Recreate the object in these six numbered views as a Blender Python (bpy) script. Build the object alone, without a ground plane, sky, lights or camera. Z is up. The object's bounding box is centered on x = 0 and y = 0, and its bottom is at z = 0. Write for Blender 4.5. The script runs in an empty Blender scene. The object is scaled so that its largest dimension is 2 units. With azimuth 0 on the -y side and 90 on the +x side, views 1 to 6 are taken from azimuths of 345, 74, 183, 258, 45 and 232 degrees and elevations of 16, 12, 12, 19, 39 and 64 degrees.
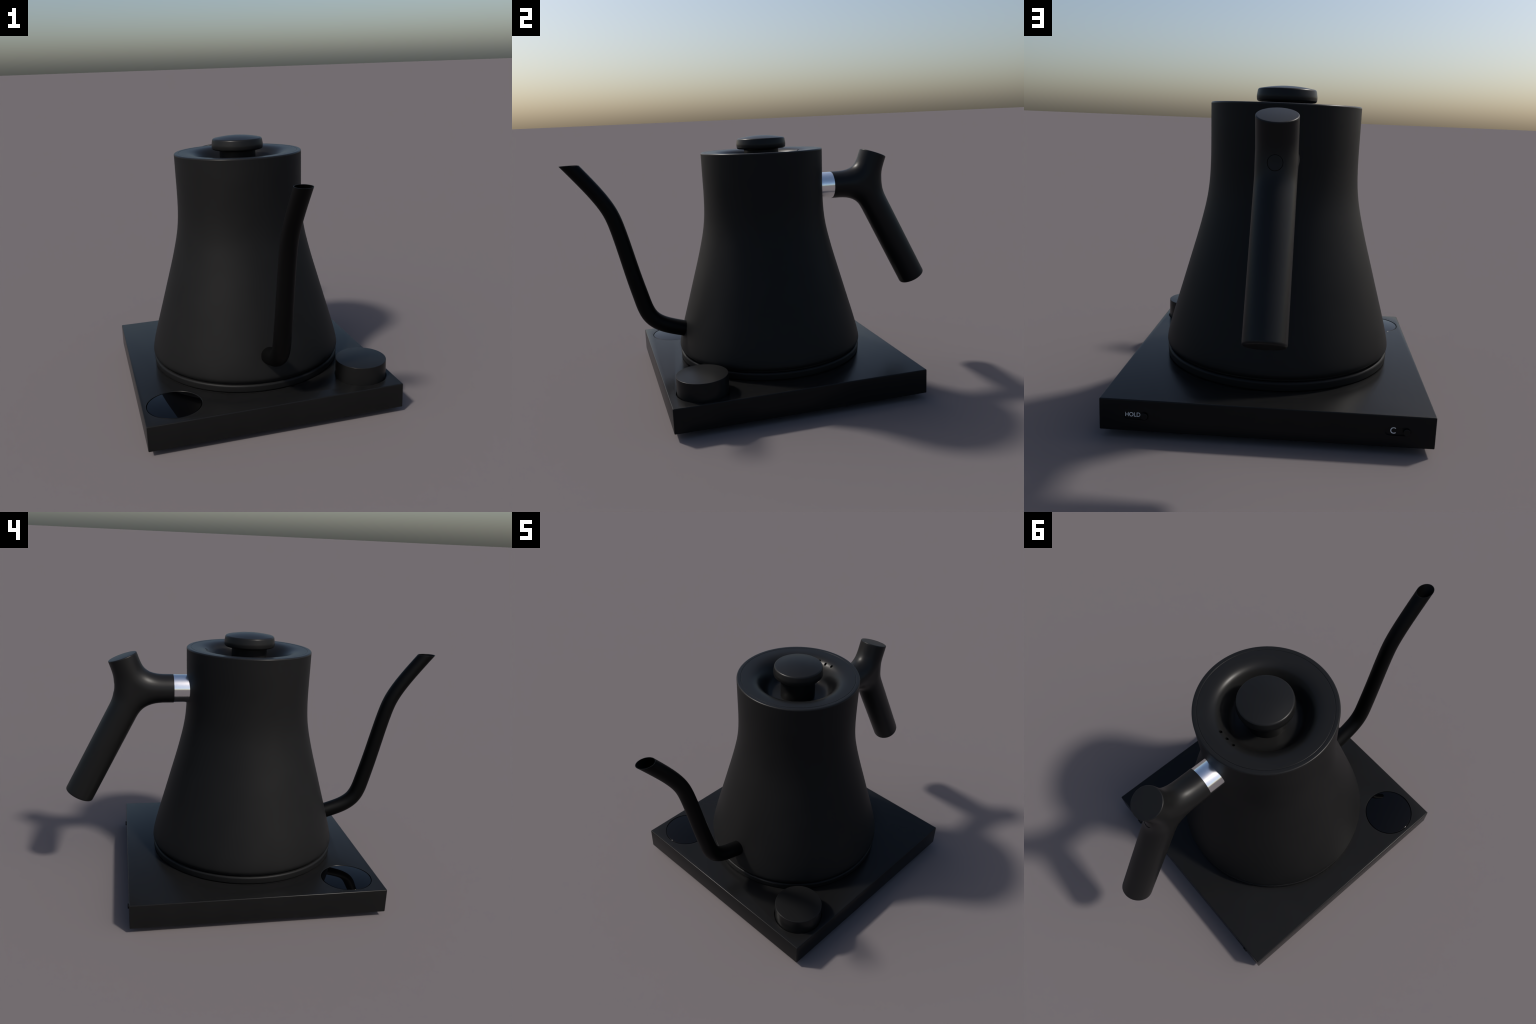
"""Matt black gooseneck kettle standing on its square electric heating base."""
import bpy, bmesh, math
import numpy as np
from mathutils import Vector, Matrix

AXIS_Y = 0.045            # the kettle's axis stands at x = 0, y = AXIS_Y
TOP_Z = 0.1532            # top face of the heating plate
PLATE_BOTTOM = 0.0275

# --------------------------------------------------------------------------
# materials
# --------------------------------------------------------------------------
def coated(name, colour, roughness, grain=0.0, specular=0.5, metallic=0.0, mottling=0.06):
    """Powder-coat / plastic: even colour, faint mottling, optional fine grain."""
    m = bpy.data.materials.new(name)
    m.use_nodes = True
    nt = m.node_tree
    b = nt.nodes["Principled BSDF"]
    b.inputs["Roughness"].default_value = roughness
    b.inputs["Metallic"].default_value = metallic
    b.inputs["Specular IOR Level"].default_value = specular
    tc = nt.nodes.new("ShaderNodeTexCoord")
    n = nt.nodes.new("ShaderNodeTexNoise")
    n.inputs["Scale"].default_value = 9.0
    n.inputs["Detail"].default_value = 4.0
    nt.links.new(tc.outputs["Object"], n.inputs["Vector"])
    r = nt.nodes.new("ShaderNodeValToRGB")
    r.color_ramp.elements[0].position = 0.3
    r.color_ramp.elements[1].position = 0.7
    r.color_ramp.elements[0].color = [c * (1 - mottling) for c in colour] + [1]
    r.color_ramp.elements[1].color = [c * (1 + mottling) for c in colour] + [1]
    nt.links.new(n.outputs["Fac"], r.inputs["Fac"])
    nt.links.new(r.outputs["Color"], b.inputs["Base Color"])
    if grain:
        g = nt.nodes.new("ShaderNodeTexNoise")
        g.inputs["Scale"].default_value = 420.0
        g.inputs["Detail"].default_value = 2.0
        nt.links.new(tc.outputs["Object"], g.inputs["Vector"])
        bump = nt.nodes.new("ShaderNodeBump")
        bump.inputs["Strength"].default_value = grain
        bump.inputs["Distance"].default_value = 0.001
        nt.links.new(g.outputs["Fac"], bump.inputs["Height"])
        nt.links.new(bump.outputs["Normal"], b.inputs["Normal"])
    return m

MAT_BODY = coated("matt_black_powder_coat", (0.0075, 0.0075, 0.0075), 0.50, specular=0.14)
MAT_SPOUT = coated("black_spout_coat", (0.0013, 0.0013, 0.0013), 0.48, specular=0.10)
MAT_LID = coated("satin_black_lid", (0.0080, 0.0080, 0.0080), 0.34, specular=0.20)
MAT_HANDLE = coated("satin_black_plastic", (0.0080, 0.0080, 0.0080), 0.38, specular=0.19)
MAT_PLATE = coated("matt_black_plate", (0.0075, 0.0075, 0.0075), 0.27, specular=0.145)
MAT_DIAL = coated("matt_black_dial", (0.0075, 0.0075, 0.0075), 0.30, specular=0.16)
MAT_GLASS = coated("black_display_glass", (0.0006, 0.0006, 0.0008), 0.02, specular=0.21, mottling=0.0)
MAT_CHROME = coated("polished_steel", (0.97, 0.97, 0.97), 0.16, metallic=1.0, mottling=0.01)
MAT_INK = coated("pale_grey_print", (0.75, 0.75, 0.76), 0.5, mottling=0.02)
MAT_RUBBER = coated("black_rubber", (0.010, 0.010, 0.010), 0.7, specular=0.2)

# --------------------------------------------------------------------------
# helpers
# --------------------------------------------------------------------------
def link(name, mesh, parent, material=None):
    o = bpy.data.objects.new(name, mesh)
    bpy.context.scene.collection.objects.link(o)
    if parent is not None:
        o.parent = parent
        o.matrix_parent_inverse = parent.matrix_world.inverted()
    if material is not None:
        o.data.materials.clear()
        o.data.materials.append(material)
    return o

def empty(name, loc, label, category):
    o = bpy.data.objects.new(name, None)
    bpy.context.scene.collection.objects.link(o)
    o.location = loc
    o["label"] = label
    o["category"] = category
    bpy.context.view_layer.update()
    return o

def smooth(mesh, angle=math.radians(38)):
    mesh.polygons.foreach_set("use_smooth", [True] * len(mesh.polygons))
    mesh.set_sharp_from_angle(angle=angle)

def to_mesh(bm, name, angle=math.radians(38)):
    bmesh.ops.recalc_face_normals(bm, faces=bm.faces)
    me = bpy.data.meshes.new(name)
    bm.to_mesh(me)
    bm.free()
    smooth(me, angle)
    return me

def revolve(name, profile, cx, cy, segments=192, angle=math.radians(38)):
    """Lathe a (radius, z) profile around a vertical axis; r = 0 closes to a pole."""
    bm = bmesh.new()
    rings = []
    for r, z in profile:
        if r < 1e-6:
            rings.append([bm.verts.new((cx, cy, z))])
        else:
            rings.append([bm.verts.new((cx + r * math.cos(2 * math.pi * k / segments),
                                        cy + r * math.sin(2 * math.pi * k / segments), z))
                          for k in range(segments)])
    for a, b in zip(rings, rings[1:]):
        for k in range(segments):
            j = (k + 1) % segments
            if len(a) == 1 and len(b) == 1:
                continue
            if len(a) == 1:
                bm.faces.new((a[0], b[j], b[k]))
            elif len(b) == 1:
                bm.faces.new((a[k], a[j], b[0]))
            else:
                bm.faces.new((a[k], a[j], b[j], b[k]))
    return to_mesh(bm, name, angle)

def spline(xs, ys, samples):
    """Natural cubic spline through control points, evaluated at `samples`."""
    xs, ys = np.asarray(xs, float), np.asarray(ys, float)
    n, h = len(xs), np.diff(xs)
    A, b = np.eye(n), np.zeros(n)
    for i in range(1, n - 1):
        A[i, i - 1:i + 2] = h[i - 1], 2 * (h[i - 1] + h[i]), h[i]
        b[i] = 6 * ((ys[i + 1] - ys[i]) / h[i] - (ys[i] - ys[i - 1]) / h[i - 1])
    m = np.linalg.solve(A, b)
    s = np.asarray(samples, float)
    i = np.clip(np.searchsorted(xs, s) - 1, 0, n - 2)
    d0, d1 = s - xs[i], xs[i + 1] - s
    return (m[i] * d1 ** 3 + m[i + 1] * d0 ** 3) / (6 * h[i]) + \
        (ys[i] / h[i] - m[i] * h[i] / 6) * d1 + (ys[i + 1] / h[i] - m[i + 1] * h[i] / 6) * d0

def smooth_path(points, per=8):
    """Dense curve through control points (chord-length cubic spline)."""
    p = np.asarray(points, float)
    t = np.r_[0, np.cumsum(np.linalg.norm(np.diff(p, axis=0), axis=1))]
    s = np.linspace(0, t[-1], per * (len(p) - 1) + 1)
    return np.stack([spline(t, p[:, k], s) for k in range(p.shape[1])], 1)

def fillet(a, b, c, radius, steps=6):
    """Arc that rounds the corner b of the 2D polyline a-b-c."""
    a, b, c = (np.asarray(v, float) for v in (a, b, c))
    u, v = (a - b) / np.linalg.norm(a - b), (c - b) / np.linalg.norm(c - b)
    half = math.acos(np.clip(u @ v, -1, 1)) / 2
    d = radius / math.tan(half)
    centre = b + (u + v) / np.linalg.norm(u + v) * radius / math.sin(half)
    p0, p1 = b + u * d - centre, b + v * d - centre
    w = math.acos(np.clip(p0 @ p1 / radius ** 2, -1, 1))
    return [tuple(centre + (math.sin((1 - k / steps) * w) * p0 + math.sin(k / steps * w) * p1) / math.sin(w))
            for k in range(steps + 1)]

def rounded(points, radii, steps=6):
    """Polyline with its inner corners rounded by the given radii."""
    out = [points[0]]
    for i in range(1, len(points) - 1):
        r = radii.get(i, 0)
        out += fillet(points[i - 1], points[i], points[i + 1], r, steps) if r else [points[i]]
    return out + [points[-1]]

def apply_modifiers(o):
    dg = bpy.context.evaluated_depsgraph_get()
    me = bpy.data.meshes.new_from_object(o.evaluated_get(dg))
    old = o.data
    o.modifiers.clear()
    o.data = me
    bpy.data.meshes.remove(old)

def carve(o, cutters, angle=math.radians(30)):
    for c in cutters:
        m = o.modifiers.new("carve", "BOOLEAN")
        m.operation, m.solver, m.object = "DIFFERENCE", "EXACT", c
    bpy.context.view_layer.update()
    apply_modifiers(o)
    for c in cutters:
        bpy.data.objects.remove(c)
    smooth(o.data, angle)

# --------------------------------------------------------------------------
# the kettle
# --------------------------------------------------------------------------
kettle = empty("gooseneck_kettle", (0, AXIS_Y, TOP_Z),
               "matt black gooseneck kettle with angled handle", "kettle")

# body: flared cone below, waist, nearly straight collar above
wall_z = [0.222, 0.235, 0.25, 0.27, 0.30, 0.45, 0.60, 0.72, 0.78, 0.84, 0.90, 0.96, 1.02, 1.10, 1.18, 1.256]
wall_r = [0.5002, 0.4987, 0.4958, 0.4913, 0.4838, 0.4416, 0.3990, 0.3654, 0.3503, 0.3370, 0.3277, 0.3229,
          0.3212, 0.3215, 0.3227, 0.3236]
zz = np.linspace(0.222, 1.2560, 110)
body_profile = [(0.0, 0.2015), (0.478, 0.2015), (0.4860, 0.2021), (0.4915, 0.2040), (0.4952, 0.2070),
                (0.4976, 0.2108), (0.4992, 0.2155), (0.4999, 0.2190)]
body_profile += list(zip(spline(wall_z, wall_r, zz), zz))
body_profile += [(0.3160, 1.2562), (0.3160, 1.1400), (0.0, 1.1400)]
link("body", revolve("body", body_profile, 0, AXIS_Y), kettle, MAT_BODY)

# rounded lip of the body around the lid
RIM_Z = 1.2638
rim_profile = [(0.3020, 1.1600), (0.3020, RIM_Z - 0.0012), (0.3023, RIM_Z - 0.0006), (0.3030, RIM_Z - 0.0002), (0.3060, RIM_Z)]
rim_profile += fillet((0.306, RIM_Z), (0.3242, RIM_Z), (0.3237, 1.2550), 0.0070, 10) + [(0.3237, 1.2558), (0.3140, 1.2558), (0.3140, 1.1600), (0.3020, 1.1600)]
link("rim", revolve("rim", rim_profile, 0, AXIS_Y), kettle, MAT_LID)

# ring under the body, separated from it by a shadow groove
ring = [(0.0, 0.2010), (0.4795, 0.2010), (0.4800, 0.1942)]
ring += fillet((0.4800, 0.1945), (0.4978, 0.1935), (0.4960, 0.1585), 0.0100, 10)
ring += fillet((0.4978, 0.1935), (0.4955, 0.1580), (0.4870, 0.1580), 0.0030, 5)
ring += [(0.4870, 0.1580), (0.4860, TOP_Z + 0.0005), (0.0, TOP_Z + 0.0005)]
link("bottom_ring", revolve("bottom_ring", ring, 0, AXIS_Y), kettle, MAT_BODY)

# spout: hollow tapering tube with a level mouth
SPOUT_TIP_Z = 1.2382
spout_line = smooth_path([(-0.34, 0.303), (-0.426, 0.3285), (-0.501, 0.352), (-0.561, 0.379), (-0.602, 0.414),
                          (-0.628, 0.462), (-0.647, 0.526), (-0.667, 0.602), (-0.696, 0.722), (-0.715, 0.804),
                          (-0.739, 0.900), (-0.767, 0.984), (-0.812, 1.063), (-0.892, 1.169), (-0.949, 1.2382),
                          (-1.030, 1.334)], 10)
SPOUT_R = smooth_path([(0.0, 0.0420), (0.30, 0.0418), (0.42, 0.0403), (0.55, 0.0391), (0.80, 0.0379), (1.0, 0.0372)], 10)
tang = np.gradient(spout_line, axis=0)
tang /= np.linalg.norm(tang, axis=1)[:, None]
bm = bmesh.new()
def tube(wall):
    """Sweep a circle along the spout line, every long line ending level with the mouth; returns the mouth's loop."""
    n, steps = len(spout_line), np.arange(len(spout_line), dtype=float)
    r = np.interp(steps / (n - 1), SPOUT_R[:, 0], SPOUT_R[:, 1]) - wall
    lines = []
    for a in np.linspace(0, 2 * math.pi, 65)[:-1]:
        p = np.stack([r * math.cos(a), spout_line[:, 0] - tang[:, 1] * r * math.sin(a),
                      spout_line[:, 1] + tang[:, 0] * r * math.sin(a)], 1)
        end = np.interp(SPOUT_TIP_Z, p[n // 2:, 2], steps[n // 2:])
        at = np.linspace(0, end, n)
        lines.append([bm.verts.new([np.interp(t, steps, p[:, c]) for c in range(3)]) for t in at])
    for k in range(64):
        u, v = lines[k], lines[(k + 1) % 64]
        for i in range(n - 1):
            bm.faces.new((u[i], v[i], v[i + 1], u[i + 1]))
    return [l[-1] for l in lines]
outer, inner = tube(0.0), tube(0.0025)
for k in range(64):
    j = (k + 1) % 64
    bm.faces.new((outer[k], outer[j], inner[j], inner[k]))
spout = link("spout", to_mesh(bm, "spout", math.radians(40)), kettle, MAT_SPOUT)

# lid: sunken dish with a central post and a flat knob
dish = smooth_path([(0.2990, 1.2634), (0.277, 1.2626), (0.256, 1.2606), (0.238, 1.2562), (0.222, 1.2480), (0.207, 1.2335),
                    (0.193, 1.2125), (0.180, 1.1880), (0.168, 1.1685), (0.152, 1.1555), (0.130, 1.1505), (0.105, 1.1502)], 8)
lid_profile = [(0.0, 1.1450), (0.3016, 1.1450), (0.3016, 1.2622), (0.3013, 1.2630), (0.3006, 1.2634)] + [tuple(p) for p in dish] + [(0.0, 1.1502)]
lid = link("lid", revolve("lid", lid_profile, 0, AXIS_Y), kettle, MAT_LID)
vents = []
for x in (-0.043, 0.0, 0.043):
    c = link("vent_cutter", revolve("vent_cutter", [(0, 1.15), (0.0075, 1.15), (0.0075, 1.30), (0, 1.30)], x, 0.264, 24), None)
    c.hide_render = True
    vents.append(c)
carve(lid, vents, math.radians(35))
dome = [(r, 1.3420 - 0.0145 * (r / 0.124) ** 2) for r in np.linspace(0.112, 0.0, 16)]
knob_profile = rounded([(0.0, 1.1480), (0.0915, 1.1480), (0.0915, 1.2715), (0.1290, 1.2735), (0.1312, 1.2960),
                        (0.1258, 1.3278), dome[0]], {2: 0.006, 3: 0.011, 4: 0.05, 5: 0.010}, 8) + dome[1:]
link("lid_knob", revolve("lid_knob", knob_profile, 0, AXIS_Y), lid, MAT_LID)

# --------------------------------------------------------------------------
# handle: neck, thumb stub and grip flow into one another
# --------------------------------------------------------------------------
J = np.array([0.635, 1.0505])                     # where the three axes meet, (y, z)
R = 0.0756
neck_dir = np.array([-1.0, 0.0])
stub_dir = np.array([0.337, 0.9415]); stub_dir /= np.linalg.norm(stub_dir)
grip_dir = np.array([0.464, -0.886]); grip_dir /= np.linalg.norm(grip_dir)
NECK_END, STUB_END, GRIP_END = 0.437, np.array([0.698, 1.2135]), np.array([0.9348, 0.4748])
NECK_R = 0.0735

def half_line(y, z, d):
    py, pz = y - J[0], z - J[1]
    t = np.maximum(py * d[0] + pz * d[1], 0.0)
    return np.hypot(py - t * d[0], pz - t * d[1]), t
def smin(a, b, k):
    h = np.maximum(k - np.abs(a - b), 0.0) / k
    return np.minimum(a, b) - h * h * h * k / 6.0
def handle_field(p):
    """Signed distance-like field; the outline in the plane x = 0 is filleted, the sides stay round."""
    x, y, z = p[..., 0], p[..., 1], p[..., 2]
    dn, tn = half_line(y, z, neck_dir)
    ds, _ = half_line(y, z, stub_dir)
    dg, _ = half_line(y, z, grip_dir)
    f = smin(ds - R, dg - R, 0.07)
    f = smin(f, dn - (R - (R - NECK_R) * np.clip(tn / 0.15, 0, 1)), 0.10)
    return np.sqrt(x * x + np.maximum(f + R, 0.0) ** 2) - R

def surface_net(field, lo, hi, step):
    """Dual mesh of the field's zero surface, its vertices pulled onto the surface."""
    ax = [np.arange(l, h + step, step) for l, h in zip(lo, hi)]
    g = np.stack(np.meshgrid(*ax, indexing="ij"), -1)
    v = field(g)
    inside = v < 0
    n = np.array(v.shape)
    acc, cnt = np.zeros(tuple(n - 1) + (3,)), np.zeros(tuple(n - 1))
    corner = [(i, j, k) for i in (0, 1) for j in (0, 1) for k in (0, 1)]
    sub = lambda arr, c: arr[c[0]:c[0] + n[0] - 1, c[1]:c[1] + n[1] - 1, c[2]:c[2] + n[2] - 1]
    for a in corner:
        for b in corner:
            if sum(abs(p - q) for p, q in zip(a, b)) == 1 and a < b:
                va, vb = sub(v, a), sub(v, b)
                m = (va < 0) != (vb < 0)
                t = np.where(m, va / np.where(m, va - vb, 1), 0)
                acc += np.where(m[..., None], sub(g, a) + t[..., None] * (sub(g, b) - sub(g, a)), 0)
                cnt += m
    idx = -np.ones(tuple(n - 1), int)
    act = cnt > 0
    idx[act] = np.arange(act.sum())
    pts = acc[act] / cnt[act][:, None]
    for _ in range(6):
        e = 1e-4
        f0 = field(pts)
        gr = np.stack([(field(pts + e * np.eye(3)[k]) - field(pts - e * np.eye(3)[k])) / (2 * e) for k in range(3)], -1)
        pts = pts - gr * (f0 / np.maximum((gr ** 2).sum(-1), 1e-6))[:, None]
    faces = []
    for axis in range(3):
        u, w = (axis + 1) % 3, (axis + 2) % 3
        s0, s1 = [slice(None)] * 3, [slice(None)] * 3
        s0[axis], s1[axis] = slice(0, -1), slice(1, None)
        a, b = inside[tuple(s0)], inside[tuple(s1)]
        for pos in np.argwhere(a != b):
            if pos[u] == 0 or pos[w] == 0 or pos[u] >= n[u] - 1 or pos[w] >= n[w] - 1:
                continue
            q = []
            for du, dw in ((-1, -1), (0, -1), (0, 0), (-1, 0)):
                c = pos.copy(); c[u] += du; c[w] += dw
                q.append(int(idx[tuple(c)]))
            faces.append(q if a[tuple(pos)] else q[::-1])
    return pts, faces

pts, faces = surface_net(handle_field, (-0.1, 0.36, 0.36), (0.1, 1.06, 1.32), 0.0075)
me = bpy.data.meshes.new("handle")
me.from_pydata(pts.tolist(), [], faces)
bm = bmesh.new()
bm.from_mesh(me)
bpy.data.meshes.remove(me)
caps = [((0, NECK_END, J[1]), (0, -1, 0), 0.0015), ((0, *STUB_END), (0, *stub_dir), 0.005), ((0, *GRIP_END), (0, *grip_dir), 0.010)]
for co, no, bevel in caps:
    # cut the tube square and close it with a rounded edge
    co_v, no_v = Vector(co), Vector(no).normalized()
    geom = bm.verts[:] + bm.edges[:] + bm.faces[:]
    res = bmesh.ops.bisect_plane(bm, geom=geom, plane_co=co_v - no_v * bevel, plane_no=no_v, clear_outer=True, dist=1e-5)
    rim = [e for e in res["geom_cut"] if isinstance(e, bmesh.types.BMEdge)]
    centre = sum((v.co for e in rim for v in e.verts), Vector()) / (2 * len(rim))
    r0 = sum(((e.verts[0].co - centre).length for e in rim)) / len(rim)
    steps, shrink, depth = 6, 1.0, -bevel
    for step in range(1, steps + 1):
        turn = step / steps * math.pi / 2
        ext = bmesh.ops.extrude_edge_only(bm, edges=rim)["geom"]
        rim = [e for e in ext if isinstance(e, bmesh.types.BMEdge)]
        target, along = (r0 - bevel * (1 - math.cos(turn))) / r0, -bevel + bevel * math.sin(turn)
        for v in {v for e in rim for v in e.verts}:
            d = v.co - centre
            d -= no_v * d.dot(no_v)
            v.co = v.co + d * (target / shrink - 1) + no_v * (along - depth)
        shrink, depth = target, along
    bmesh.ops.edgeloop_fill(bm, edges=rim)
handle = link("handle", to_mesh(bm, "handle", math.radians(50)), kettle, MAT_HANDLE)

# polished collar between body and handle
collar_profile = rounded([(0.0, 0.33), (0.0725, 0.33), (0.0725, NECK_END + 0.0005), (0.0, NECK_END + 0.0005)], {2: 0.001})
cm = revolve("collar", [(r, y) for r, y in collar_profile], 0, 0, 128)
cm.transform(Matrix.Translation((0, 0, J[1])) @ Matrix.Rotation(-math.pi / 2, 4, "X"))
link("collar", cm, handle, MAT_CHROME)

# screw cap set into the back of the handle
cap_dir = Vector((0, 1, 0.0))
def surface_y(z):
    ys = np.linspace(J[0], 0.85, 2001)
    f = handle_field(np.stack([np.zeros_like(ys), ys, np.full_like(ys, z)], -1))
    return float(ys[np.argmax(f > 0)])
cap_z = 1.056
cap_y = surface_y(cap_z)
groove = link("cap_cutter", revolve("cap_cutter", [(0.0, 0.012), (0.0276, 0.012), (0.0276, -0.012), (0.0, -0.012)], 0, 0, 64), None)
groove.data.transform(Matrix.Translation((0, cap_y, cap_z)) @ Matrix.Rotation(-math.pi / 2, 4, "X"))
carve(handle, [groove], math.radians(42))
def on_handle(x, z):
    lo, hi = J[0], 0.85
    for _ in range(40):
        mid = (lo + hi) / 2
        if handle_field(np.array([x, mid, z])) < 0: lo = mid
        else: hi = mid
    return lo
bm = bmesh.new()
rings = []
for r, sink in [(0.0, 0.0018), (0.008, 0.0018), (0.016, 0.0018), (0.0225, 0.0018), (0.0258, 0.0019), (0.0266, 0.0022), (0.0270, 0.0028), (0.0270, 0.009)]:
    row = []
    for a in np.linspace(0, 2 * math.pi, 65)[:-1]:
        x, z = r * math.cos(a), cap_z + r * math.sin(a)
        row.append(bm.verts.new((x, on_handle(x, z) - sink, z)))
    rings.append(row)
for a, b in zip(rings, rings[1:]):
    for k in range(64):
        bm.faces.new((a[k], a[(k + 1) % 64], b[(k + 1) % 64], b[k]))
bmesh.ops.remove_doubles(bm, verts=bm.verts, dist=1e-6)
cap_mesh = to_mesh(bm, "screw_cap")
link("screw_cap", cap_mesh, handle, MAT_HANDLE)

# --------------------------------------------------------------------------
# the heating base
# --------------------------------------------------------------------------
base = empty("heating_base", (0, AXIS_Y, 0), "square black electric base with dial and display", "kettle base")
HALF_X, HALF_Y = 0.6285, 0.6435
BACK = AXIS_Y + HALF_Y

def box(name, x0, x1, y0, y1, z0, z1, bevel, segments=3):
    bm = bmesh.new()
    bmesh.ops.create_cube(bm, size=1.0)
    for v in bm.verts:
        v.co = ((x0 + x1) / 2 + v.co.x * (x1 - x0), (y0 + y1) / 2 + v.co.y * (y1 - y0), (z0 + z1) / 2 + v.co.z * (z1 - z0))
    bmesh.ops.bevel(bm, geom=bm.edges[:], offset=bevel, segments=segments, profile=0.5, affect="EDGES")
    return to_mesh(bm, name, math.radians(30))

plate = link("plate", box("plate", -HALF_X, HALF_X, AXIS_Y - HALF_Y, BACK, PLATE_BOTTOM, TOP_Z, 0.0045, 4), base, MAT_PLATE)

CONTROL = 0.4765
SCREEN = (-CONTROL, AXIS_Y - 0.474)
DIAL = (CONTROL, AXIS_Y - 0.474)

def pill(name, x0, x1, zc, r, y0, y1, steps=24):
    """Stadium-shaped prism lying along x, from y0 to y1."""
    bm = bmesh.new()
    outline = [(x1 - r + r * math.cos(a), zc + r * math.sin(a)) for a in np.linspace(-math.pi / 2, math.pi / 2, steps)]
    outline += [(x0 + r + r * math.cos(a), zc + r * math.sin(a)) for a in np.linspace(math.pi / 2, 3 * math.pi / 2, steps)]
    f = bm.faces.new([bm.verts.new((x, y0, z)) for x, z in outline])
    ext = bmesh.ops.extrude_face_region(bm, geom=[f])["geom"]
    bmesh.ops.translate(bm, vec=(0, y1 - y0, 0), verts=[v for v in ext if isinstance(v, bmesh.types.BMVert)])
    return to_mesh(bm, name)

SWITCH_Z = 0.0908
SLOTS = [dict(x0=0.4405, x1=0.5340, knob=0.4570, word="HOLD", text=(0.5017, 0.0925), size=0.0238, width=0.0570),
         dict(x0=-0.5370, x1=-0.4405, knob=-0.5215, word="C", text=(-0.4712, 0.0922), size=0.0350, width=0.0200)]
cutters = [link("cutter", revolve("cutter", [(0, TOP_Z - 0.012), (0.1318, TOP_Z - 0.012), (0.1318, TOP_Z - 0.0014), (0.1342, TOP_Z + 0.001), (0.1342, TOP_Z + 0.02), (0, TOP_Z + 0.02)], *SCREEN, 160), None),
           link("cutter", revolve("cutter", [(0, TOP_Z - 0.014), (0.1312, TOP_Z - 0.014), (0.1312, TOP_Z + 0.02), (0, TOP_Z + 0.02)], *DIAL, 160), None)]
for s in SLOTS:
    cutters.append(link("cutter", pill("cutter", s["x0"], s["x1"], SWITCH_Z, 0.0168, BACK - 0.006, BACK + 0.02), None))
carve(plate, cutters)

display = revolve("display", rounded([(0, TOP_Z - 0.0125), (0.1288, TOP_Z - 0.0125), (0.1288, TOP_Z - 0.0010), (0, TOP_Z - 0.0010)], {2: 0.0018}), *SCREEN, 160)
link("display", display, base, MAT_GLASS)
dial = revolve("dial", rounded([(0, TOP_Z - 0.0145), (0.1262, TOP_Z - 0.0145), (0.1262, 0.2432), (0, 0.2432)], {2: 0.0022}), *DIAL, 160)
link("dial", dial, base, MAT_DIAL)

knob_mesh = revolve("switch_knob", rounded([(0, -0.0065), (0.0135, -0.0065), (0.0135, 0.0065), (0, 0.0065)], {2: 0.0015}), 0, 0, 48)
knob_mesh.transform(Matrix.Rotation(-math.pi / 2, 4, "X"))
for s in SLOTS:
    k = link("switch_knob", knob_mesh, base, MAT_PLATE)
    k.location = (s["knob"], BACK, SWITCH_Z - 0.0008)
    k.matrix_parent_inverse = base.matrix_world.inverted()
    cu = bpy.data.curves.new("lettering", "FONT")
    cu.body, cu.size = s["word"], s["size"]
    cu.align_x, cu.align_y = "CENTER", "CENTER"
    cu.extrude = 0.0003
    tmp = bpy.data.objects.new("lettering_curve", cu)
    bpy.context.scene.collection.objects.link(tmp)
    bpy.context.view_layer.update()
    tm = bpy.data.meshes.new_from_object(tmp.evaluated_get(bpy.context.evaluated_depsgraph_get()))
    bpy.data.objects.remove(tmp)
    co = np.array([v.co for v in tm.vertices])
    lo, hi = co.min(0), co.max(0)
    mid = (lo + hi) / 2
    stretch = s["width"] / (hi[0] - lo[0])
    tm.transform(Matrix.Translation((s["text"][0], BACK - 0.0055, s["text"][1])) @ Matrix.Rotation(math.pi, 4, "Z")
                 @ Matrix.Rotation(math.pi / 2, 4, "X") @ Matrix.Diagonal((stretch, 1, 1, 1)) @ Matrix.Translation((-mid[0], -mid[1], 0)))
    link("lettering", tm, base, MAT_INK)

foot_mesh = revolve("foot", rounded([(0, 0.0), (0.045, 0.0), (0.048, PLATE_BOTTOM + 0.001), (0, PLATE_BOTTOM + 0.001)], {1: 0.004}), 0, 0, 48)
for sx in (-1, 1):
    for sy in (-1, 1):
        f = link("foot", foot_mesh, base, MAT_RUBBER)
        f.location = (sx * 0.50, AXIS_Y + sy * 0.51, 0)
        f.matrix_parent_inverse = base.matrix_world.inverted()

# the kettle stands a hair off the middle of its base
kettle.location.x -= 0.0012
kettle.location.y -= 0.0010
